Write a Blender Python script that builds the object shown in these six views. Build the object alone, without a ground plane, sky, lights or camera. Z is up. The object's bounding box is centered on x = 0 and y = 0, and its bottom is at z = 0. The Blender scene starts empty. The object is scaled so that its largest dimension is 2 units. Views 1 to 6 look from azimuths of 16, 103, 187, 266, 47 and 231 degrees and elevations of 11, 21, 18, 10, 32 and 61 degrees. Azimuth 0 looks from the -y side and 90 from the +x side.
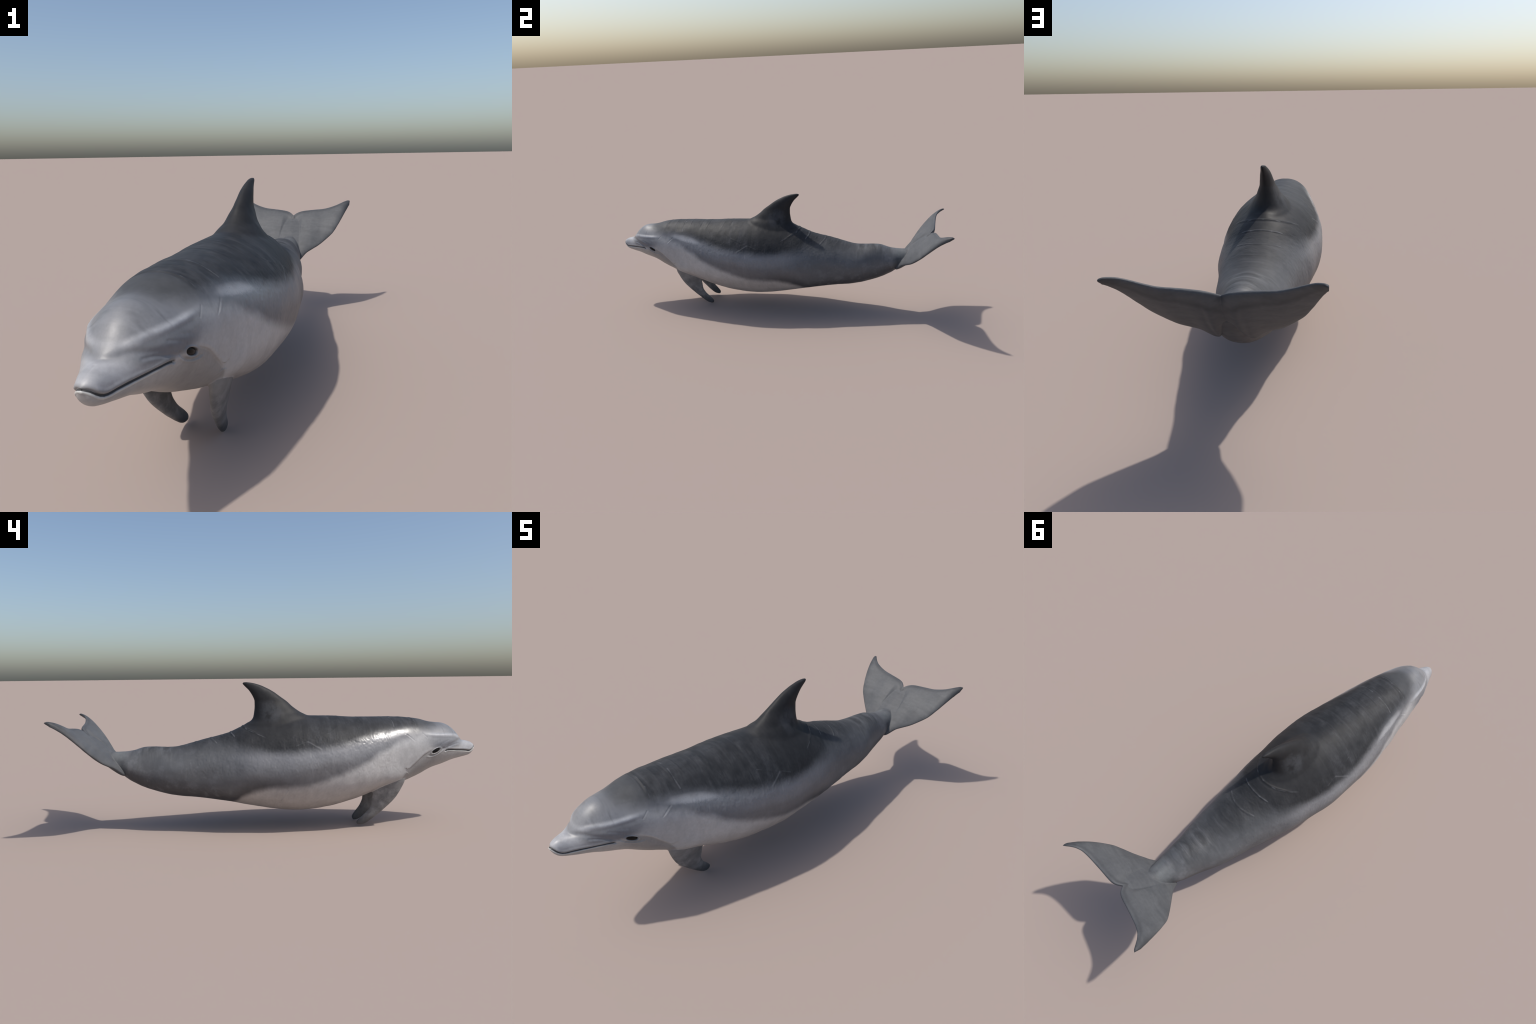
import bpy, math
import numpy as np
from mathutils import Vector

np.random.seed(7)
VOXEL = 0.0022   # of the trunk; the head is built twice as fine

# ---------------------------------------------------------------- profiles
# body stations: y, back height, belly height, half width,
# level of greatest width (0 belly .. 1 back), roundness above, roundness below
BODY = np.array([
    (-1.000, .3840, .3760, .004, .458, 1.98, 2.06),
    (-0.990, .3940, .3560, .018, .522, 2.19, 2.18),
    (-0.970, .4040, .3390, .029, .552, 2.20, 2.23),
    (-0.930, .4140, .3300, .048, .526, 1.97, 2.28),
    (-0.880, .4720, .3180, .073, .486, 1.70, 2.27),
    (-0.830, .4990, .2980, .098, .534, 1.68, 1.90),
    (-0.770, .5040, .2780, .115, .552, 1.82, 1.97),
    (-0.700, .5220, .2430, .131, .521, 2.01, 2.10),
    (-0.620, .5300, .2140, .147, .527, 2.07, 2.45),
    (-0.520, .5340, .1880, .170, .547, 1.85, 2.70),
    (-0.400, .5340, .1420, .197, .475, 1.93, 2.25),
    (-0.250, .5430, .0980, .214, .555, 1.75, 2.15),
    (-0.100, .5450, .0810, .219, .482, 1.76, 1.86),
    (0.0200, .5300, .0930, .203, .429, 1.91, 1.81),
    (0.1200, .5130, .1110, .196, .456, 1.67, 1.82),
    (0.2200, .4690, .1340, .172, .434, 1.92, 2.05),
    (0.3500, .4360, .1550, .143, .515, 2.00, 2.41),
    (0.5000, .4020, .1730, .119, .545, 1.80, 2.35),
    (0.6200, .4050, .2060, .083, .398, 2.24, 2.21),
    (0.7000, .3860, .2460, .073, .483, 1.73, 1.89),
    (0.7600, .3850, .2900, .054, .489, 1.60, 1.91),
    (0.8100, .3860, .3380, .040, .500, 1.80, 1.90),
    (0.8500, .4000, .3800, .018, .500, 2.00, 2.00),
])
# dorsal fin in the middle plane: height, leading y, trailing y, half thickness
FIN = np.array([
    (.470, -.235, .190, .095),
    (.506, -.210, .144, .090),
    (.523, -.190, .114, .080),
    (.543, -.163, .102, .066),
    (.561, -.124, .0985, .052),
    (.590, -.084, .0955, .040),
    (.618, -.053, .0965, .0285),
    (.637, -.0265, .103, .0250),
    (.666, .016, .1215, .0190),
    (.682, .047, .137, .0145),
    (.691, .067, .1455, .0120),
    (.7000, .094, .1530, .0090),
    (.7045, .120, .1525, .0065),
    (.7065, .136, .1480, .0035),
])
# fluke: span x, leading y z, trailing y z, half thickness, sag of the middle
FLUKE = np.array([
    (.000, .852, .388, .903, .480, .010, .003),
    (.012, .838, .376, .9155, .4885, .013, .004),
    (.028, .800, .338, .926, .4955, .0180, .006),
    (.040, .755, .300, .930, .4985, .0220, .007),
    (.054, .718, .277, .9325, .5010, .0240, .007),
    (.0987, .757, .317, .9366, .5060, .0210, .006),
    (.149, .795, .347, .942, .5110, .0170, .0045),
    (.185, .8205, .3770, .947, .5200, .0145, .003),
    (.2126, .8425, .4045, .953, .5300, .0125, .002),
    (.238, .8800, .4480, .966, .5410, .0105, .001),
    (.2554, .9140, .4840, .982, .5480, .0090, .0005),
    (.2680, .9450, .5100, .9955, .5510, .0075, .0),
    (.2785, .9790, .5310, 1.003, .5480, .0055, .0),
])
# flipper: leading xyz, trailing xyz, half thickness
FLIPPER = np.array([
    (.100, -.618, .300, .100, -.452, .240, .020),
    (.104, -.616, .248, .099, -.459, .190, .0195),
    (.098, -.603, .198, .092, -.464, .150, .0175),
    (.089, -.579, .147, .084, -.463, .113, .015),
    (.079, -.540, .098, .077, -.449, .078, .0125),
    (.071, -.495, .052, .070, -.426, .048, .0105),
    (.064, -.451, .013, .065, -.407, .022, .0080),
    (.060, -.421, -.003, .061, -.402, .007, .0050),
])

# ---------------------------------------------------------------- helpers
def pchip(xk, yk, x):
    xk, yk = np.asarray(xk, float), np.asarray(yk, float)
    h = np.diff(xk); d = np.diff(yk) / h
    m = np.zeros_like(yk)
    w1, w2 = 2 * h[1:] + h[:-1], h[1:] + 2 * h[:-1]
    with np.errstate(all='ignore'):
        mm = (w1 + w2) / (w1 / d[:-1] + w2 / d[1:])
    m[1:-1] = np.where(d[:-1] * d[1:] > 0, mm, 0)
    m[0], m[-1] = d[0], d[-1]
    x = np.clip(x, xk[0], xk[-1])
    i = np.clip(np.searchsorted(xk, x) - 1, 0, len(xk) - 2)
    t = (x - xk[i]) / h[i]
    return ((2*t**3 - 3*t**2 + 1) * yk[i] + (t**3 - 2*t**2 + t) * h[i] * m[i]
            + (-2*t**3 + 3*t**2) * yk[i+1] + (t**3 - t**2) * h[i] * m[i+1])

def smoothstep(a, b, x):
    t = np.clip((x - a) / (b - a), 0, 1)
    return t * t * (3 - 2 * t)

# dense body profile, lightly smoothed along the spine
YG = np.linspace(-1.0, .85, 741)
PROF = np.stack([pchip(BODY[:, 0], BODY[:, k], YG) for k in range(1, 7)])
def _blur(a, sig):
    k = np.arange(-30, 31); g = np.exp(-.5 * (k / sig) ** 2); g /= g.sum()
    return np.convolve(np.pad(a, 30, mode='reflect', reflect_type='odd'), g, 'valid')
for k, sig in enumerate((4.5, 4.5, 7, 12, 14, 14)):
    b = _blur(PROF[k], sig)
    PROF[k] = PROF[k] + (b - PROF[k]) * smoothstep(-.985, -.93, YG)
PROF[2] = np.maximum(PROF[2], .003)

def section(y):
    q = [np.interp(y, YG, PROF[k]) for k in range(6)]
    zt, zb, w, f, nt, nb = q
    return zt, zb, w, zb + f * (zt - zb), nt, nb

def body_distance(P):
    """signed distance (approximate) of points to the trunk surface"""
    x, y, z = P.T
    zt, zb, w, zm, nt, nb = section(y)
    up = z > zm
    h = np.maximum(np.where(up, zt - zm, zm - zb), 1e-4)
    e = np.where(up, nt, nb)
    a, b = np.abs(x) / np.maximum(w, 1e-4), np.abs(z - zm) / h
    rho = (a ** e + b ** e + 1e-12) ** (1 / e)
    d = (1 - 1 / np.maximum(rho, 1e-6)) * np.hypot(x, z - zm)
    over = np.maximum(np.maximum(-1 - y, y - .85), 0)
    return np.where(over > 0, np.maximum(d, 0) + over, d)

def loft(rings):
    """closed tube through equal-length rings of points -> verts, faces"""
    n, m = len(rings), len(rings[0])
    V = [tuple(p) for r in rings for p in r]
    Fc = [(i*m + j, i*m + (j+1) % m, (i+1)*m + (j+1) % m, (i+1)*m + j)
          for i in range(n - 1) for j in range(m)]
    for i in (0, n - 1):
        c = len(V); V.append(tuple(np.mean(rings[i], axis=0)))
        Fc += [((i*m + (j+1) % m), (i*m + j), c) if i == 0 else (i*m + j, i*m + (j+1) % m, c) for j in range(m)]
    return V, Fc

def trunk():
    ys = np.concatenate([-1 + .03 * np.linspace(0, 1, 24) ** 2, np.linspace(-.969, .85, 330)])
    a = np.linspace(0, 2 * np.pi, 161)[:-1]
    rings = []
    for y in ys:
        zt, zb, w, zm, nt, nb = section(y)
        c, s = np.cos(a), np.sin(a)
        e = np.where(s > 0, nt, nb)
        r = (np.abs(c) ** e + np.abs(s) ** e) ** (-1 / e)
        rings.append(np.stack([w * r * c, np.full_like(a, y), zm + np.where(s > 0, zt - zm, zm - zb) * r * s], 1))
    return loft(rings)

def foil(m, sharp=.7, edge=0.0):
    """closed half-thickness profile: chord position s and side offset"""
    t = np.linspace(0, 1, m)
    s = .5 - .5 * np.cos(np.pi * t)
    th = np.clip(s, 0, 1) ** .5 * np.clip(1 - s, 0, 1) ** sharp
    th /= th.max()
    th = np.maximum(th, edge * (1 - (2 * s - 1) ** 40))
    return np.concatenate([s, s[-2:0:-1]]), np.concatenate([th, -th[-2:0:-1]])

def dorsal_fin():
    t = np.linspace(0, 1, 70)
    zs = .470 + (.7065 - .470) * np.sin(t * np.pi / 2)
    s, o = foil(40, .55)
    rings = []
    for z in zs:
        yl, yt, th = (pchip(FIN[:, 0], FIN[:, k], z) for k in (1, 2, 3))
        rings.append(np.stack([o * th, yl + (yt - yl) * s, np.full_like(s, z)], 1))
    return loft(rings)

def fluke(side):
    s, o = foil(48, .45, .30)
    rings = []
    for x in np.concatenate([[-.006], np.linspace(0, .235, 60), np.linspace(.238, .2780, 22)]):
        ly, lz, ty, tz, th, dip = (pchip(FLUKE[:, 0], FLUKE[:, k], x) for k in range(1, 7))
        L, T = np.array([x, ly, lz]), np.array([x, ty, tz])
        c = T - L
        n = np.array([0, -c[2], c[1]]); n /= np.linalg.norm(n)
        sag = (.004 * smoothstep(.02, .12, x) - dip) * np.sin(np.pi * s) ** .7
        p = L + s[:, None] * c + (o * th + sag)[:, None] * n
        rings.append(p * [side, 1, 1])
    return loft(rings if side > 0 else [r[::-1] for r in rings])

def fluke_saddle():
    """web of skin over the middle, between the two flukes"""
    s, o = foil(40, .5, .2)
    n = np.array([0, -.735, .678])
    rings = []
    for x in np.linspace(-.060, .060, 41):
        a = 1 - (abs(x) / .060) ** 2
        L = np.array([x, .735, .322]); T = np.array([x, pchip(FLUKE[:, 0], FLUKE[:, 3], abs(x)) - .012, pchip(FLUKE[:, 0], FLUKE[:, 4], abs(x)) - .011])
        mid = -.005 + .006 * np.sin(np.pi * s)
        rings.append(L + s[:, None] * (T - L) + (o * (.002 + .006 * a) + mid)[:, None] * n)
    return loft(rings)

def flipper(side):
    s, o = foil(36, .6, .15)
    k = np.arange(len(FLIPPER))
    rings = []
    for t in np.concatenate([np.linspace(0, 6.2, 56), 6.2 + .8 * np.sin(np.linspace(.05, 1, 14) * np.pi / 2)]):
        q = np.array([pchip(k, FLIPPER[:, j], t) for j in range(7)])
        L, T, th = q[:3], q[3:6], q[6]
        q2 = np.array([pchip(k, FLIPPER[:, j], max(t - .1, 0)) for j in range(6)])
        q3 = np.array([pchip(k, FLIPPER[:, j], min(t + .1, 7)) for j in range(6)])
        sp = (q3[:3] + q3[3:] - q2[:3] - q2[3:])
        n = np.cross(T - L, sp); n /= np.linalg.norm(n)
        if n[0] < 0: n = -n
        end = math.sqrt(max(1 - max(t - 6.2, 0) ** 2 / .66, .04))
        mid = (L + T) / 2
        p = mid + (L + s[:, None] * (T - L) - mid) * end + (o * th * end)[:, None] * n
        if side < 0:                                         # this one trails a little
            p = p + np.array([0, .009, .009]) * (t / 7) ** 2
        rings.append(p * [side, 1, 1])
    return loft(rings if side > 0 else [r[::-1] for r in rings])
# ---------------------------------------------------------------- union of the body parts
# the head is stretched while the parts are fused, so that its mesh comes out finer
HEAD_ZOOM = 2.0
_wy = np.linspace(-1.1, 1.1, 2201)
_wk = 1 + (HEAD_ZOOM - 1) * smoothstep(-.58, -.72, _wy)
_wg = np.concatenate([[0], np.cumsum((_wk[1:] + _wk[:-1]) / 2 * np.diff(_wy))])
def stretch(P):
    k = np.interp(P[:, 1], _wy, _wk)
    return np.stack([P[:, 0] * k, np.interp(P[:, 1], _wy, _wg), .38 + (P[:, 2] - .38) * k], 1)
def unstretch(P):
    y = np.interp(P[:, 1], _wg, _wy); k = np.interp(y, _wy, _wk)
    return np.stack([P[:, 0] / k, y, .38 + (P[:, 2] - .38) / k], 1)

def build_union():
    V, Fc = [], []
    for v, f in (trunk(), dorsal_fin(), fluke(1), fluke(-1), fluke_saddle(), flipper(1), flipper(-1)):
        b = len(V); V += v; Fc += [tuple(i + b for i in q) for q in f]
    me = bpy.data.meshes.new("dolphin_union"); me.from_pydata(stretch(np.array(V)).tolist(), [], Fc); me.update()
    ob = bpy.data.objects.new("dolphin_union", me); bpy.context.scene.collection.objects.link(ob)
    md = ob.modifiers.new("remesh", 'REMESH'); md.mode = 'VOXEL'; md.voxel_size = VOXEL; md.adaptivity = 0
    dg = bpy.context.evaluated_depsgraph_get()
    ev = ob.evaluated_get(dg); m2 = ev.to_mesh()
    n = len(m2.vertices); P = np.empty(n * 3); m2.vertices.foreach_get("co", P); P = P.reshape(-1, 3)
    nl = len(m2.loops); lv = np.empty(nl, np.int64); m2.loops.foreach_get("vertex_index", lv)
    quads = lv.reshape(-1, 4)
    ev.to_mesh_clear()
    bpy.data.objects.remove(ob); bpy.data.meshes.remove(me)
    return unstretch(P), quads

class Surface:
    def __init__(self, P, Q):
        self.P, self.Q = P, Q
        e = np.concatenate([Q[:, [0, 1]], Q[:, [1, 2]], Q[:, [2, 3]], Q[:, [3, 0]]])
        e.sort(axis=1)
        key = np.unique(e[:, 0] * np.int64(len(P)) + e[:, 1])
        self.a, self.b = key // len(P), key % len(P)
        self.deg = np.bincount(self.a, minlength=len(P)) + np.bincount(self.b, minlength=len(P))
    def average(self, X):
        n = len(self.P); out = np.empty_like(X)
        for k in range(X.shape[1]):
            out[:, k] = (np.bincount(self.a, X[self.b, k], n) + np.bincount(self.b, X[self.a, k], n)) / self.deg
        return out
    def smooth(self, it, weight=1.0, taubin=False):
        if np.ndim(weight):                                  # only the neighbourhood that moves
            k = (weight[self.a] > .002) | (weight[self.b] > .002)
            ids, inv = np.unique(np.concatenate([self.a[k], self.b[k]]), return_inverse=True)
            a, b = inv[:k.sum()], inv[k.sum():]; n = len(ids)
            deg = np.maximum(np.bincount(a, minlength=n) + np.bincount(b, minlength=n), 1)
            X = self.P[ids]; w = .6 * np.where(weight[ids] > .002, weight[ids], 0)
            for _ in range(it):
                for c in range(3):
                    v = X[:, c]
                    X[:, c] = v + w * ((np.bincount(a, v[b], n) + np.bincount(b, v[a], n)) / deg - v)
            self.P = self.P.copy(); self.P[ids] = X
            return
        w = weight
        for _ in range(it):
            self.P = self.P + .6 * w * (self.average(self.P) - self.P)
            if taubin: self.P = self.P - .62 * w * (self.average(self.P) - self.P)
    def normals(self):
        P, Q = self.P, self.Q
        fn = np.cross(P[Q[:, 2]] - P[Q[:, 0]], P[Q[:, 3]] - P[Q[:, 1]])
        n = np.zeros_like(P)
        for k in range(3):
            for c in range(4):
                n[:, k] += np.bincount(Q[:, c], fn[:, k], len(P))
        return n / np.maximum(np.linalg.norm(n, axis=1), 1e-12)[:, None]
P0, Q0 = build_union()
S = Surface(P0, Q0)
S.smooth(6, taubin=True)

def blend_joins():
    P = S.P; d = np.abs(body_distance(P)); x, y, z = P.T
    w = np.zeros(len(P))
    fin = (y > -.27) & (y < .23) & (z > .43)
    w = np.where(fin, smoothstep(.032, .006, d) * smoothstep(-.27, -.2, y) * smoothstep(.23, .16, y), w)
    flu = (y > .66) & (z > .300 + (y - .715) * 1.09)          # upper side only, the keel stays
    w = np.where(flu, .95 * smoothstep(.030, .006, d) * smoothstep(.66, .70, y), w)
    flp = (y > -.72) & (y < -.38) & (z < .32) & (np.abs(x) > .03)
    w = np.where(flp, .9 * smoothstep(.016, .003, d), w)
    w = S.average(w[:, None])[:, 0]
    # round off the crown, where the sections would meet in a faint edge
    zm = section(y)[3]
    crown = (z > zm) & (d < .02) & ((y < -.24) | (y > .24)) & (y < .7) & (y > -.965)
    S.smooth(140, np.where(crown, np.exp(-(x / .022) ** 2) * smoothstep(-.55, -.72, y) * smoothstep(-.965, -.93, y), 0))
    S.smooth(50, np.where(crown, np.exp(-(x / .030) ** 2) * smoothstep(-.62, -.52, y) * smoothstep(.24, .32, np.abs(y)), 0))
    S.smooth(60, np.where((np.abs(x) < .05) & (y < -.86) & (y > -.95) & (z > .40), smoothstep(-.95, -.93, y) * smoothstep(-.86, -.88, y) * smoothstep(.05, .03, np.abs(x)), 0))
    S.smooth(60, np.where(fin, w, 0))
    S.smooth(60, np.where(flu, w, 0))
    web = flu & (np.abs(x) < .10)
    S.smooth(45, np.where(web, smoothstep(.10, .07, np.abs(x)) * smoothstep(.70, .74, y) * smoothstep(.895, .86, y), 0))
    S.smooth(30, np.where(flp, w, 0))
blend_joins()
S.P = S.P + .0011 * S.normals() * (smoothstep(-.999, -.97, S.P[:, 1]) * smoothstep(.76, .70, S.P[:, 1]))[:, None]
# ---------------------------------------------------------------- relief on the skin
def spline(pts, step=.005):
    P = np.array(pts, float); n = len(P)
    Q = np.vstack([2 * P[0] - P[1], P, 2 * P[-1] - P[-2]])
    L = np.linalg.norm(np.diff(P, axis=0), axis=1).sum()
    t = np.linspace(0, n - 1 - 1e-9, max(int(L / step), 8)); i = t.astype(int); u = (t - i)[:, None]
    a, b, c, d = Q[i], Q[i+1], Q[i+2], Q[i+3]
    return .5 * (2*b + (c - a)*u + (2*a - 5*b + 4*c - d)*u*u + (3*b - a - 3*c + d)*u**3)

def near_curve(P, pts, reach):
    """vertices close to a curve: indices, distance, position 0..1 along it, offset vector"""
    C = spline(pts)
    lo, hi = C.min(0) - reach, C.max(0) + reach
    idx = np.where(((P > lo) & (P < hi)).all(1))[0]
    best = np.full(len(idx), 9.); pos = np.zeros(len(idx)); off = np.zeros((len(idx), 3))
    p = P[idx]; n = len(C) - 1
    for k in range(n):
        a, ab = C[k], C[k+1] - C[k]
        t = np.clip((p - a) @ ab / (ab @ ab), 0, 1)
        v = p - a - t[:, None] * ab
        d = np.sqrt((v * v).sum(1)); m = d < best
        best[m] = d[m]; pos[m] = (k + t[m]) / n; off[m] = v[m]
    k = best < reach
    return idx[k], best[k], pos[k], off[k]

MOVE = np.zeros(len(S.P))
NRM = S.normals()
FOLDED = S.P * np.where(S.P[:, :1] < 0, [-1, 1, 1], [1, 1, 1])     # left half laid on the right

def mark(pts, amount, width, fade=.12, both=True, lip=0.0, start=False):
    """raise (or sink) the skin along a curve; lip adds a counter ridge on one side"""
    i, d, t, off = near_curve(FOLDED if both else S.P, pts, width * 3)
    f = smoothstep(1, 1 - fade, t) * (1 if start else smoothstep(0, fade, t)) if fade else 1.0
    h = amount * np.exp(-(d / width) ** 2)
    if lip:
        h = h + lip * np.exp(-((off[:, 2] + 1.9 * width) / width) ** 2) * np.exp(-(d / (3 * width)) ** 2)
    MOVE[i] += h * f

MOUTH = [(-.0001, -1.001, .3855), (.010, -.997, .3835), (.019, -.990, .3775), (.027, -.976, .3655), (.033, -.963, .3615), (.044, -.942, .3650),
         (.055, -.918, .3680), (.071, -.884, .3710), (.085, -.855, .3745), (.094, -.834, .3765), (.0985, -.822, .3745), (.0995, -.816, .3710)]
MELON_RIDGE = [(.030, -.906, .432), (.044, -.896, .436), (.060, -.872, .443), (.080, -.838, .446), (.093, -.805, .448),
               (.103, -.763, .450), (.109, -.735, .452), (.118, -.690, .455)]
BEAK_FURROW = [(.000, -.932, .4155), (.014, -.929, .4165), (.030, -.919, .418), (.050, -.902, .421), (.073, -.878, .414), (.095, -.840, .403), (.109, -.795, .388)]
EYE_FURROW = [(.060, -.895, .405), (.080, -.868, .402), (.098, -.830, .392), (.110, -.792, .380)]
JAW_FOLD = [(.119, -.748, .390), (.125, -.730, .381), (.131, -.695, .362), (.134, -.660, .330), (.137, -.628, .299), (.138, -.606, .272), (.128, -.590, .245)]
EYE = np.array([.1165, -.760, .3765])

mark(BEAK_FURROW, -.0030, .009, .15, start=True)
mark(EYE_FURROW, -.0020, .0045)
mark(MELON_RIDGE, .0035, .009, .25)
mark([(.098, -.800, .425), (.110, -.765, .418), (.118, -.735, .405)], -.0012, .006)
mark([(.090, -.836, .425), (.104, -.797, .412), (.112, -.775, .398)], -.0015, .004)
mark(MOUTH, -.0042, .0030, 0, lip=.0016)
mark([tuple(np.array(p) + [.001, 0, .008]) for p in MOUTH[2:-1]], .0020, .0050)
mark([(.0995, -.818, .3745), (.101, -.813, .3695)], -.0030, .0030, 0)
# chin crease and midline of the beak
mark([(.041, -.940, .352), (.036, -.948, .345)], -.0010, .002)
mark([(0, -.985, .399), (0, -.965, .406), (0, -.945, .411)], -.0005, .0025, both=False)

def jaw_fold():
    i, d, t, off = near_curve(FOLDED, JAW_FOLD, .045)
    s = -(off[:, 2] * .75 + off[:, 1] * -.65)        # > 0 towards the throat
    f = np.minimum(smoothstep(0, .35, t), smoothstep(.95, .6, t))
    h = np.where(s > 0, -.0036 * np.exp(-((d - .008) / .014) ** 2), .0018 * np.exp(-(d / .010) ** 2))
    h = h * smoothstep(0, .006, d) + .0006 * np.exp(-(d / .004) ** 2)
    MOVE[i] += h * f
jaw_fold()

def eye_socket():
    for side in (1, -1):
        c = EYE * [side, 1, 1]
        i = np.where((np.abs(S.P - c) < .07).all(1))[0]
        v = S.P[i] - c
        a = math.radians(-24)                                # front corner sits higher
        u = v[:, 1] * math.cos(a) + v[:, 2] * math.sin(a)
        w = -v[:, 1] * math.sin(a) + v[:, 2] * math.cos(a)
        r = np.sqrt((u / .0215) ** 2 + (w / .0092) ** 2)
        h = -.0075 * smoothstep(1.05, .75, r)
        h += .0022 * np.exp(-((r - 1.26) / .20) ** 2)
        h += -.0024 * np.exp(-((r - 1.95) / .28) ** 2) * (w < 0) * smoothstep(0, -.006, w)
        h += .0012 * np.exp(-((r - 2.45) / .3) ** 2) * smoothstep(0, -.008, w)
        MOVE[i] += h
eye_socket()

def chest():
    """muscle above the root of the flipper"""
    d = np.linalg.norm((FOLDED - [.152, -.562, .255]) / [.06, .065, .045], axis=1)
    MOVE[:] += .012 * np.exp(-d ** 2)
chest()

def across(y, half, bow, z_end=None, n=9):
    """a curve straight across the back at y, its ends swept forward by bow"""
    pts = []
    for x in np.linspace(-half, half, n):
        yy = y - bow * (x / half) ** 2
        zt, zb, w, zm, nt, nb = section(yy)
        pts.append((x, yy, float(zm + (zt - zm) * (1 - min(abs(x) / w, .999) ** nt) ** (1 / nt))))
    return pts

# folds behind the dorsal fin, over the neck and the tail
for y, half, bow, amt, wd in (
        (.156, .132, .095, .0024, .0048), (.166, .110, .060, -.0005, .0045), (.214, .090, .022, .0019, .0045), (.223, .080, .020, -.0004, .004),
        (.311, .088, .030, .0018, .0045), (.103, .050, .035, .0020, .004), (.113, .046, .030, -.0012, .004),
        (.126, .060, .035, .0012, .0035), (.262, .070, .020, .0007, .004), (.385, .060, .015, .0010, .005), (.455, .055, .012, .0007, .007),
        (.520, .050, .010, -.0005, .008), (.575, .042, .008, .0007, .006),
        (-.664, .088, .004, .0016, .0035), (-.672, .080, .004, -.0010, .0035), (-.560, .100, .000, .0012, .004), (-.610, .095, .004, .0007, .004),
        (-.515, .110, -.004, .0008, .004), (-.440, .120, .010, -.0007, .005), (-.400, .110, .012, .0010, .0045),
        (-.300, .110, .015, .0008, .005), (-.250, .090, .015, -.0008, .005)):
    mark(across(y, half, bow), amt * (.7 if y < 0 else 1), wd, .18, both=False)
# scratches and scars, flank and belly
mark([(.175, -.136, .436), (.189, -.164, .417), (.199, -.197, .400)], .0006, .0045)
mark([(.182, -.082, .419), (.176, -.132, .435), (.166, -.179, .452), (.150, -.236, .472), (.107, -.295, .506)], .0004, .004)
mark([(.195, -.043, .217), (.152, -.014, .159)], .0012, .0035)
mark([(.123, .404, .341), (.131, .401, .309), (.132, .389, .276)], .0015, .004)
mark([(.127, .417, .322), (.129, .421, .290), (.126, .426, .259)], -.0012, .004)
mark([(.130, -.608, .460), (.137, -.651, .425)], -.0007, .003)
mark([(.132, -.600, .458), (.139, -.642, .425)], .0004, .003)
mark([(.112, -.690, .463), (.120, -.717, .437)], -.0006, .003)
mark([(.165, -.534, .321), (.144, -.582, .277)], -.0004, .003)
mark([(.203, -.300, .300), (.200, -.350, .315), (.192, -.400, .325), (.180, -.440, .332)], -.0008, .004)

# creases of the fluke root
mark([(.004, .850, .425), (.015, .820, .405)], .0018, .005)

def lumps():
    """long low waves of the flesh and small uneven grain"""
    y, z = S.P[:, 1], S.P[:, 2]
    # value noise on a coarse lattice, built with numpy
    def lattice(p, seed):
        f = np.floor(p).astype(np.int64); u = p - f; u = u * u * (3 - 2 * u)
        def h(i, j, k):
            n = (i * 374761393 + j * 668265263 + k * 2147483647 + seed * 1442695040) & 0xffffffff
            n = ((n ^ (n >> 13)) * 1274126177) & 0xffffffff
            return ((n ^ (n >> 16)) & 0xffff) / 32767.5 - 1
        out = 0
        for a in (0, 1):
            for b in (0, 1):
                for c in (0, 1):
                    w = (u[:, 0] if a else 1 - u[:, 0]) * (u[:, 1] if b else 1 - u[:, 1]) * (u[:, 2] if c else 1 - u[:, 2])
                    out = out + w * h(f[:, 0] + a, f[:, 1] + b, f[:, 2] + c)
        return out
    A = np.abs(S.P) * [1, 0, 0] + S.P * [0, 1, 1]
    m = .0011 * lattice(A * [14, 16, 14], 1)
    m += .0006 * lattice(A * [34, 46, 34], 2)
    m *= (.35 + .65 * smoothstep(-.80, -.66, y)) * (1 - .7 * smoothstep(.70, .76, y))
    flank = smoothstep(.50, .44, z) * smoothstep(.24, .32, z) * smoothstep(-.60, -.50, y) * smoothstep(.5, .3, y)
    m += .00045 * flank * lattice(A * [110, 150, 110], 3)
    edge = smoothstep(.70, .76, y)
    m += edge * .0003 * lattice(A * [60, 60, 60], 4)
    MOVE[:] += m
lumps()
SMOOTH_SHAPE = S.P.copy()                                    # before relief, for telling the parts apart
S.P = S.P + MOVE[:, None] * NRM
S.P[:, 2] = np.maximum(S.P[:, 2], 0.0)
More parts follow.
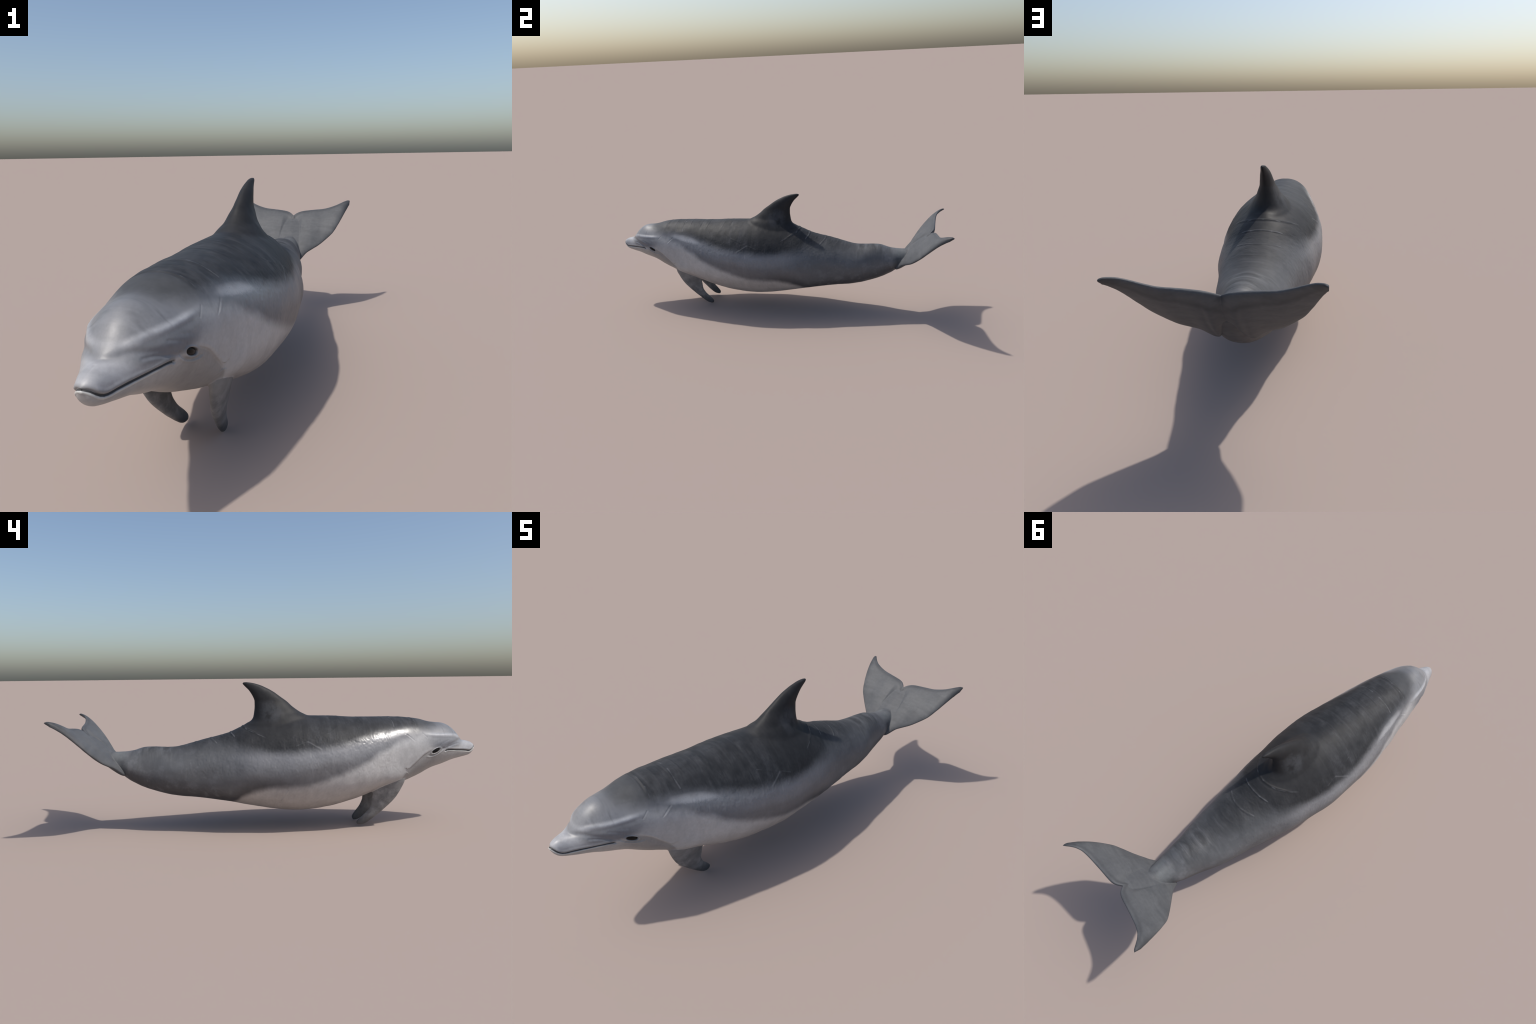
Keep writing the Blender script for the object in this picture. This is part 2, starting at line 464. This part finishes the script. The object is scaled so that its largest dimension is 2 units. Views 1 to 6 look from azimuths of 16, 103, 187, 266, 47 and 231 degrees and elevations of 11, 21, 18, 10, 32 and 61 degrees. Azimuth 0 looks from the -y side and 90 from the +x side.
# ---------------------------------------------------------------- materials
class Nodes:
    def __init__(self, mat):
        self.t = mat.node_tree; self.n = self.t.nodes; self.n.clear()
    def new(self, kind, **kw):
        nd = self.n.new(kind)
        for k, v in kw.items(): setattr(nd, k, v)
        return nd
    def put(self, sock, v):
        if isinstance(v, bpy.types.NodeSocket): self.t.links.new(v, sock)
        else: sock.default_value = v
    def math(self, op, a, b=None, c=None, clamp=False):
        nd = self.new('ShaderNodeMath', operation=op, use_clamp=clamp)
        for i, v in enumerate((a, b, c)):
            if v is not None: self.put(nd.inputs[i], v)
        return nd.outputs[0]
    def add(self, a, b): return self.math('ADD', a, b)
    def sub(self, a, b): return self.math('SUBTRACT', a, b)
    def mul(self, a, b): return self.math('MULTIPLY', a, b)
    def step(self, a, b, v):
        """0 at a, 1 at b, smooth between (a may exceed b)"""
        nd = self.new('ShaderNodeMapRange', interpolation_type='SMOOTHSTEP', clamp=True)
        lo, hi, inv = (a, b, False) if a < b else (b, a, True)
        self.put(nd.inputs['Value'], v)
        nd.inputs['From Min'].default_value = lo; nd.inputs['From Max'].default_value = hi
        nd.inputs['To Min'].default_value = 1.0 if inv else 0.0
        nd.inputs['To Max'].default_value = 0.0 if inv else 1.0
        return nd.outputs['Result']
    def curve(self, v, pts, lo=-1.0, hi=1.0, vlo=0.0, vhi=.75):
        """free curve through (input, output) pairs"""
        x = self.math('DIVIDE', self.sub(v, lo), hi - lo, clamp=True)
        nd = self.new('ShaderNodeFloatCurve')
        c = nd.mapping.curves[0]; pp = sorted(pts)
        nd.mapping.use_clip = False
        while len(c.points) < len(pp): c.points.new(.5, .5)
        for p, (a, b) in zip(c.points, pp):
            p.location = ((a - lo) / (hi - lo), (b - vlo) / (vhi - vlo)); p.handle_type = 'AUTO_CLAMPED'
        nd.mapping.update()
        self.put(nd.inputs['Value'], x)
        return self.add(self.mul(nd.outputs['Value'], vhi - vlo), vlo)
    def noise(self, vec, scale, detail=3.0, rough=.55, stretch=(1, 1, 1), rot=(0, 0, 0), dist=0.0):
        mp = self.new('ShaderNodeMapping'); self.put(mp.inputs['Vector'], vec)
        mp.inputs['Scale'].default_value = stretch; mp.inputs['Rotation'].default_value = rot
        nd = self.new('ShaderNodeTexNoise')
        self.put(nd.inputs['Vector'], mp.outputs[0])
        nd.inputs['Scale'].default_value = scale; nd.inputs['Detail'].default_value = detail
        nd.inputs['Roughness'].default_value = rough; nd.inputs['Distortion'].default_value = dist
        return nd.outputs['Fac']
    def mix(self, f, a, b):
        nd = self.new('ShaderNodeMix', data_type='RGBA')
        self.put(nd.inputs[0], f)
        for i, v in ((6, a), (7, b)):
            self.put(nd.inputs[i], tuple(v) + (1,) if isinstance(v, (tuple, list)) else v)
        return nd.outputs[2]
    def blob(self, x, y, z, c, r):
        """soft ellipsoid: 1 in the middle, 0 outside"""
        d = None
        for v, cc, rr in zip((x, y, z), c, r):
            if rr is None: continue
            q = self.math('POWER', self.mul(self.math('ABSOLUTE', self.sub(v, cc)), 1 / rr), 2.0)
            d = q if d is None else self.add(d, q)
        return self.step(1.0, 0.0, d)
    def line(self, pos, a, b, width):
        """1 on the segment a-b, fading over width"""
        a, b = Vector(a), Vector(b); ab = b - a
        s = self.new('ShaderNodeVectorMath', operation='SUBTRACT'); self.put(s.inputs[0], pos); s.inputs[1].default_value = a
        d = self.new('ShaderNodeVectorMath', operation='DOT_PRODUCT'); self.put(d.inputs[0], s.outputs[0]); d.inputs[1].default_value = ab / ab.length_squared
        t = self.math('ADD', d.outputs['Value'], 0.0, clamp=True)
        m = self.new('ShaderNodeVectorMath', operation='SCALE'); m.inputs[0].default_value = ab; self.put(m.inputs['Scale'], t)
        e = self.new('ShaderNodeVectorMath', operation='DISTANCE'); self.put(e.inputs[0], s.outputs[0]); self.put(e.inputs[1], m.outputs[0])
        return self.step(width, width * .25, e.outputs['Value'])

def skin_material():
    mat = bpy.data.materials.new("dolphin_skin"); mat.use_nodes = True
    N = Nodes(mat)
    co = N.new('ShaderNodeTexCoord').outputs['Object']
    sp = N.new('ShaderNodeSeparateXYZ'); N.put(sp.inputs[0], co)
    x, y, z = sp.outputs
    ax = N.math('ABSOLUTE', x)
    cb = N.new('ShaderNodeCombineXYZ'); N.put(cb.inputs[0], ax); N.put(cb.inputs[1], y); N.put(cb.inputs[2], z)
    sym = cb.outputs[0]
    # grain fields
    big = N.noise(sym, 5, 3)
    mid = N.noise(sym, 22, 4, .6)
    fine = N.noise(sym, 90, 4, .65)
    streak = N.noise(sym, 8, 5, .62, stretch=(1.0, 4.5, 1.0), rot=(.2, 0, 0), dist=.6)       # rings round the trunk
    streak2 = N.noise(sym, 22, 4, .6, stretch=(.7, 3.2, .9), rot=(-.3, 0, 0), dist=.5)
    wob = N.mul(N.sub(mid, .5), .030)
    wob2 = N.mul(N.sub(fine, .5), .016)
    zz = N.add(z, N.add(wob, wob2))
    # flank: paler under the cape, darker towards the belly edge
    z_cape = N.curve(y, [(-1, .56), (-.88, .515), (-.83, .496), (-.785, .487), (-.705, .480), (-.62, .483), (-.554, .477), (-.475, .464), (-.392, .442),
                         (-.27, .416), (-.194, .407), (-.117, .395), (0, .388), (.129, .398), (.206, .405), (.286, .404), (.408, .388), (.55, .376), (.66, .378), (.72, .40), (1, .6)])
    z_belly = N.curve(y, [(-1, .47), (-.70, .46), (-.60, .435), (-.516, .398), (-.445, .362), (-.405, .335), (-.346, .309), (-.269, .280),
                          (-.194, .251), (-.117, .234), (-.004, .226), (.053, .222), (.131, .196), (.194, .148), (.26, .06), (.4, .0), (1, .0)])
    below = N.sub(z_cape, z)                                     # depth under the cape edge
    flank = N.mix(N.step(.02, .13, below), FLANK_TOP, FLANK_LOW)
    flank = N.mix(N.mul(N.step(.0, .28, y), .9), flank, TAIL)
    dark_low = N.mul(N.step(.10, .0, N.sub(z, z_belly)), N.step(-.22, .12, y))
    flank = N.mix(N.mul(dark_low, .85), flank, LOW_DARK)
    z_tail_low = N.curve(y, [(-1, 0), (.12, .10), (.2, .19), (.35, .235), (.5, .26), (.62, .29), (.75, .33), (1, .33)])
    flank = N.mix(N.mul(N.step(.02, -.05, N.sub(zz, z_tail_low)), N.mul(N.step(.1, .25, y), .8)), flank, LOW_DARK)
    tail_patch = N.mul(N.step(.52, .64, mid), N.mul(N.step(.1, .3, y), .35))
    flank = N.mix(tail_patch, flank, FLANK_TOP)
    # shoulder and belly, pale
    pale = N.mix(N.step(.30, .18, z), PALE, BELLY)
    pale = N.mix(N.mul(N.step(-.50, -.62, y), .7), pale, CHEEK)
    soft = N.add(N.sub(z_belly, z), N.mul(wob, .5))
    m_pale = N.step(-.022, .022, soft)
    col = N.mix(m_pale, flank, pale)
    # throat in front of the jaw fold
    z_fold = N.curve(y, [(-1, .30), (-.80, .36), (-.75, .388), (-.73, .381), (-.695, .362), (-.66, .33), (-.628, .299), (-.606, .272), (-.58, .20), (-.55, .10), (1, 0)])
    throat = N.mul(N.step(-.002, .012, N.sub(z_fold, z)), N.step(-.86, -.74, y))
    col = N.mix(N.mul(throat, .75), col, THROAT)
    # light band under the cape, then the shoulder highlight painted in as pale colour
    band = N.mul(N.blob(ax, y, below, (0, -.20, .032), (None, .44, .062)), .6)
    col = N.mix(band, col, BAND)
    col = N.mix(N.mul(N.blob(ax, y, N.add(below, wob2), (0, -.520, .014), (None, .12, .020)), .5), col, SHOULDER_SHINE)
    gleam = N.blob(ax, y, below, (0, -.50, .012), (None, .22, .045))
    # head: melon, beak, eye mask
    head = N.step(-.66, -.78, y)
    col = N.mix(N.mul(head, N.step(.37, .42, z)), col, MELON)
    mask = N.mul(N.blob(ax, y, z, (.10, -.815, .402), (None, .095, .026)), .9)
    col = N.mix(mask, col, EYE_MASK)
    z_ridge = N.curve(y, [(-1, .43), (-.90, .434), (-.87, .443), (-.80, .449), (-.735, .453), (-.65, .46), (1, .46)])
    ridge = N.mul(N.step(.013, 0, N.math('ABSOLUTE', N.sub(z, z_ridge))), N.mul(N.step(-.92, -.885, y), N.step(-.68, -.78, y)))
    col = N.mix(N.mul(ridge, .75), col, RIDGE)
    beak_edge = N.add(N.add(y, N.mul(N.sub(z, .415), .55)), N.mul(ax, -.38))
    beak = N.step(-.925, -.952, beak_edge)
    z_mouth = N.curve(y, [(-1, .3855), (-.997, .3835), (-.99, .3775), (-.976, .3655), (-.963, .3615), (-.942, .3650), (-.918, .368), (-.884, .371),
                          (-.855, .3745), (-.834, .3765), (-.81, .374), (1, .374)], lo=-1.0, hi=-.8, vlo=.34, vhi=.40)
    over = N.sub(z, z_mouth)
    col = N.mix(N.mul(beak, N.step(.002, .012, over)), col, BEAK)
    jaw = N.mul(N.step(.0, -.004, over), N.step(-.74, -.84, y))
    col = N.mix(N.mul(jaw, .8), col, JAW)
    front = N.step(-.810, -.818, y)
    lip_shade = N.mul(N.step(.013, .001, N.math('ABSOLUTE', N.sub(over, .004))), front)
    col = N.mix(N.mul(lip_shade, .55), col, LIP)
    lip_pale = N.mul(N.step(.0042, .001, N.math('ABSOLUTE', N.add(over, .0058))), N.step(-.83, -.87, y))
    col = N.mix(N.mul(lip_pale, .7), col, LIP_PALE)
    gum = N.mul(N.step(.0038, .0018, N.math('ABSOLUTE', over)), front)
    col = N.mix(N.mul(gum, .92), col, MOUTH_DARK)
    # crosswise bands over the forehead
    cross = N.noise(sym, 10, 2, .5, stretch=(.6, 3.0, 1.6), dist=.3)
    col = N.mix(N.mul(N.mul(N.step(.48, .66, cross), N.step(.43, .47, z)), N.mul(N.step(-.90, -.86, y), N.mul(N.step(-.6, -.7, y), .40))), col, CAPE_BROW)
    # cape
    cape_grain = N.add(N.mul(N.sub(streak, .5), .75), N.add(N.mul(N.sub(streak2, .5), .35), N.mul(N.sub(mid, .5), .45)))
    cape_c = N.mix(N.step(-.20, .50, N.add(cape_grain, N.mul(N.sub(big, .5), .5))), CAPE, CAPE_STREAK)
    near_fin = N.math('MAXIMUM', N.blob(ax, y, z, (0, .03, .55), (None, .26, .18)), N.step(.55, .58, z))
    cape_c = N.mix(N.mul(near_fin, .92), cape_c, CAPE_DEEP)
    brow = N.step(-.655, -.70, y)
    cape_c = N.mix(N.mul(brow, .75), cape_c, CAPE_BROW)
    soft_edge = N.add(N.mul(below, -1.0), N.add(N.mul(wob, .9), N.mul(wob2, 1.3)))
    m_cape = N.step(-.026, .024, N.math('DIVIDE', soft_edge, N.add(1.0, N.mul(N.step(.0, .35, y), 1.6))))
    m_cape = N.mul(m_cape, N.step(-.865, -.735, N.add(y, N.mul(wob, .8))))
    m_cape = N.mul(m_cape, N.step(.76, .46, N.add(y, N.mul(N.sub(streak, .5), .45))))
    fin_m = N.mul(N.step(.500, .53, z), N.mul(N.step(-.17, -.14, y), N.step(.25, .2, y)))
    m_cape = N.math('MAXIMUM', m_cape, fin_m)
    col = N.mix(m_cape, col, cape_c)
    # mottled grey patch on the fin, dark rim behind
    patch = N.mul(N.blob(ax, y, z, (0, .020, .570), (None, .070, .062)), N.step(.35, .6, mid))
    col = N.mix(N.mul(patch, .7), col, FIN_PATCH)
    # flukes
    m_fl = N.step(.700, .735, N.add(y, N.mul(N.sub(ax, .05), .35)))
    fl_st = N.noise(sym, 7, 4, .6, stretch=(1.0, 4.5, 4.5), rot=(0, 0, .6), dist=.3)
    fl_c = N.mix(N.step(.38, .66, fl_st), FLUKE_A, FLUKE_B)
    fl_c = N.mix(N.mul(N.step(.235, .272, ax), .7), fl_c, TIP)
    y_edge = N.curve(ax, [(0, .903), (.03, .926), (.0946, .9366), (.1557, .9425), (.2126, .953), (.2554, .982), (.278, 1.002), (.4, 1.002)], lo=0, hi=.4, vlo=.8, vhi=1.1)
    rim = N.step(.012, .0, N.math('ABSOLUTE', N.sub(N.sub(y_edge, y), .015)))
    fl_c = N.mix(N.mul(rim, .45), fl_c, TIP)
    col = N.mix(m_fl, col, fl_c)
    root_p = N.mul(N.blob(ax, y, z, (.030, .742, .372), (.045, .045, .040)), .8)
    col = N.mix(root_p, col, FLUKE_ROOT)
    # dark skin inside the lids
    col = N.mix(N.mul(N.line(sym, (.1145, -.773, .3825), (.1165, -.747, .3710), .0115), .93), col, MOUTH_DARK)
    # scars
    for a, b, w, f in (((.175, -.136, .436), (.199, -.197, .400), .006, .2), ((.182, -.082, .419), (.150, -.236, .472), .004, .10),
                       ((.195, -.043, .217), (.152, -.014, .159), .005, .35), ((.123, .404, .341), (.132, .389, .276), .005, .35)):
        col = N.mix(N.mul(N.line(sym, a, b, w), f), col, BAND)
    # fine pale scratches round the fin
    for a, b, w, f in (((.0, .156, .500), (.070, .139, .489), .0045, .45), ((.070, .139, .489), (.106, .105, .476), .0045, .5), ((.106, .105, .476), (.134, .058, .458), .0045, .5),
                       ((.0, .214, .472), (.040, .211, .468), .0045, .4), ((.040, .211, .468), (.082, .197, .457), .0045, .4), ((.02, .310, .446), (.084, .281, .428), .004, .35),
                       ((.0, .103, .530), (.047, .075, .520), .004, .35), ((.0, -.664, .527), (.053, -.664, .518), .004, .3), ((.053, -.664, .518), (.091, -.667, .493), .004, .4),
                       ((.022, -.552, .533), (.076, -.556, .515), .004, .3), ((.076, -.556, .515), (.107, -.554, .494), .004, .35), ((.06, -.405, .523), (.115, -.385, .490), .004, .3)):
        col = N.mix(N.mul(N.mul(N.line(sym, a, b, w), f), N.step(.3, .55, mid)), col, FLANK_TOP)
    # overall mottling
    mott = N.add(N.mul(N.sub(mid, .5), .35), N.mul(N.sub(fine, .5), .35))
    br = N.new('ShaderNodeHueSaturation'); N.put(br.inputs['Color'], col)
    N.put(br.inputs['Value'], N.add(1.0, N.add(mott, N.mul(N.sub(streak, .5), .25))))
    col = br.outputs[0]
    bs = N.new('ShaderNodeBsdfPrincipled')
    N.put(bs.inputs['Base Color'], col)
    N.put(bs.inputs['Roughness'], N.add(N.add(N.add(.45, N.mul(m_cape, .10)), N.add(N.mul(N.step(.1, .35, y), .13), N.mul(gleam, -.18))), N.mul(N.sub(mid, .5), .16)))
    N.put(bs.inputs['Specular IOR Level'], N.add(N.add(.46, N.mul(m_cape, -.30)), N.mul(m_fl, -.2)))
    bump = N.new('ShaderNodeBump'); bump.inputs['Strength'].default_value = .35; bump.inputs['Distance'].default_value = .0025
    N.put(bump.inputs['Height'], N.add(N.mul(streak2, .25), N.add(N.mul(fine, .30), N.mul(streak, .25))))
    N.put(bs.inputs['Normal'], bump.outputs[0])
    out = N.new('ShaderNodeOutputMaterial'); N.t.links.new(bs.outputs[0], out.inputs[0])
    return mat

def flipper_material():
    mat = bpy.data.materials.new("flipper_skin"); mat.use_nodes = True
    N = Nodes(mat)
    co = N.new('ShaderNodeTexCoord').outputs['Object']
    sp = N.new('ShaderNodeSeparateXYZ'); N.put(sp.inputs[0], co); x, y, z = sp.outputs
    mid = N.noise(co, 26, 5, .65); big = N.noise(co, 11, 3); fine = N.noise(co, 110, 4, .6)
    col = N.mix(N.step(.32, .70, mid), FLIPPER_A, FLIPPER_B)
    col = N.mix(N.mul(N.step(.5, .65, big), .5), col, FLIPPER_A)
    tip = N.step(.085, .02, N.add(z, N.mul(N.sub(big, .5), .05)))
    col = N.mix(N.mul(tip, .75), col, FLIPPER_TIP)
    root = N.mul(N.step(.165, .215, N.add(z, N.mul(N.sub(mid, .5), .03))), N.step(-.50, -.58, y))
    col = N.mix(N.mul(root, .6), col, FLIPPER_ROOT)
    bs = N.new('ShaderNodeBsdfPrincipled'); N.put(bs.inputs['Base Color'], col)
    bs.inputs['Roughness'].default_value = .52; bs.inputs['Specular IOR Level'].default_value = .35
    bump = N.new('ShaderNodeBump'); bump.inputs['Strength'].default_value = .35; bump.inputs['Distance'].default_value = .002
    N.put(bump.inputs['Height'], N.add(fine, mid)); N.put(bs.inputs['Normal'], bump.outputs[0])
    out = N.new('ShaderNodeOutputMaterial'); N.t.links.new(bs.outputs[0], out.inputs[0])
    return mat

def eye_material():
    mat = bpy.data.materials.new("eye_gloss"); mat.use_nodes = True
    N = Nodes(mat)
    co = N.new('ShaderNodeTexCoord').outputs['Generated']
    sp = N.new('ShaderNodeSeparateXYZ'); N.put(sp.inputs[0], co)
    r = N.blob(sp.outputs[0], sp.outputs[1], sp.outputs[2], (0, .5, .5), (None, .42, .42))
    col = N.mix(r, (.012, .010, .009), (.005, .004, .004))
    bs = N.new('ShaderNodeBsdfPrincipled'); N.put(bs.inputs['Base Color'], col)
    bs.inputs['Roughness'].default_value = .25; bs.inputs['Specular IOR Level'].default_value = .16
    out = N.new('ShaderNodeOutputMaterial'); N.t.links.new(bs.outputs[0], out.inputs[0])
    return mat

# base colours (linear)
CAPE = (.025, .026, .028); CAPE_STREAK = (.060, .061, .065); CAPE_DEEP = (.024, .024, .025); CAPE_BROW = (.068, .070, .074)
FLANK_TOP = (.145, .147, .155); FLANK_LOW = (.135, .135, .142); TAIL = (.098, .101, .106); LOW_DARK = (.050, .049, .052)
PALE = (.42, .415, .41); BELLY = (.38, .36, .345); CHEEK = (.35, .348, .348); THROAT = (.21, .203, .196)
BAND = (.225, .227, .235); SHOULDER_SHINE = (.50, .502, .51)
MELON = (.185, .188, .197); EYE_MASK = (.135, .140, .155); RIDGE = (.40, .405, .42); BEAK = (.32, .32, .33)
JAW = (.31, .305, .298); LIP = (.13, .13, .132); LIP_PALE = (.52, .52, .49); MOUTH_DARK = (.022, .021, .021)
FIN_PATCH = (.058, .060, .065)
FLUKE_A = (.076, .079, .084); FLUKE_B = (.090, .093, .098); TIP = (.040, .042, .046); FLUKE_ROOT = (.135, .143, .147)
FLIPPER_A = (.125, .125, .126); FLIPPER_B = (.235, .233, .23); FLIPPER_TIP = (.045, .046, .050); FLIPPER_ROOT = (.20, .20, .198)
# ---------------------------------------------------------------- split into named parts
def split_parts(S, material):
    C = SMOOTH_SHAPE[S.Q].mean(axis=1); d = body_distance(C); x, y, z = C.T
    names = ["torso", "head", "tail_stock", "dorsal_fin", "flipper", "flipper", "fluke", "fluke", "beak"]
    lab = np.zeros(len(C), int)
    lab[y < -.56 - .25 * (z - .36)] = 1
    lab[y < -.885 - .35 * (z - .36)] = 8
    lab[y > .36] = 2
    lab[(z > .5) & (y > -.17) & (y < .2) & (d > .010)] = 3
    fl = (y > -.70) & (y < -.36) & (z < .285) & (d > .0045)
    lab[fl & (x > 0)] = 4; lab[fl & (x <= 0)] = 5
    fk = (y > .70) & ((d > .004) | (y > .84))
    lab[fk & (x > 0)] = 6; lab[fk & (x <= 0)] = 7
    N = S.normals(); out = {}
    root = bpy.data.objects.new("dolphin", None); bpy.context.scene.collection.objects.link(root)
    root["label"] = "grey bottlenose dolphin with dark back and pale belly"
    root["category"] = "dolphin"
    for k, nm in enumerate(names):
        q = S.Q[lab == k]
        if not len(q): continue
        ids, inv = np.unique(q, return_inverse=True); inv = inv.reshape(-1, 4)
        me = bpy.data.meshes.new(nm)
        me.vertices.add(len(ids)); me.vertices.foreach_set("co", S.P[ids].ravel())
        me.loops.add(inv.size); me.loops.foreach_set("vertex_index", inv.ravel().astype(np.int32))
        me.polygons.add(len(inv)); me.polygons.foreach_set("loop_start", np.arange(0, inv.size, 4, dtype=np.int32))
        me.update(calc_edges=True); me.validate()
        me.polygons.foreach_set("use_smooth", np.ones(len(inv), bool))
        me.normals_split_custom_set_from_vertices(N[ids])
        me.materials.append(material)
        ob = bpy.data.objects.new(nm, me); bpy.context.scene.collection.objects.link(ob)
        ob.parent = root; out.setdefault(nm, ob)
    out["beak"].parent = out["head"]
    return root, out
skin, arm, gloss = skin_material(), flipper_material(), eye_material()
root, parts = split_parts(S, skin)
for ob in bpy.data.objects:
    if ob.type == 'MESH' and ob.name.startswith("flipper"):
        ob.data.materials[0] = arm

def add_eyes(head):
    t = np.linspace(0, np.pi, 25); p = np.linspace(0, 2 * np.pi, 49)[:-1]
    rings = [np.stack([np.cos(a) * np.ones_like(p), np.sin(a) * np.cos(p), np.sin(a) * np.sin(p)], 1) for a in t[1:-1]]
    V, Fc = loft(rings)
    me = bpy.data.meshes.new("eye"); me.from_pydata(V, [], Fc); me.update()
    me.polygons.foreach_set("use_smooth", np.ones(len(me.polygons), bool)); me.materials.append(gloss)
    for side in (1, -1):
        ob = bpy.data.objects.new("eye", me); bpy.context.scene.collection.objects.link(ob)
        ob.location = (side * (EYE[0] - .0068), EYE[1], EYE[2])
        ob.scale = (.0080 * side, .0222, .0104)
        ob.rotation_euler = (math.radians(-24), 0, math.radians(-10.5) * side)
        ob.parent = head
add_eyes(parts["head"])
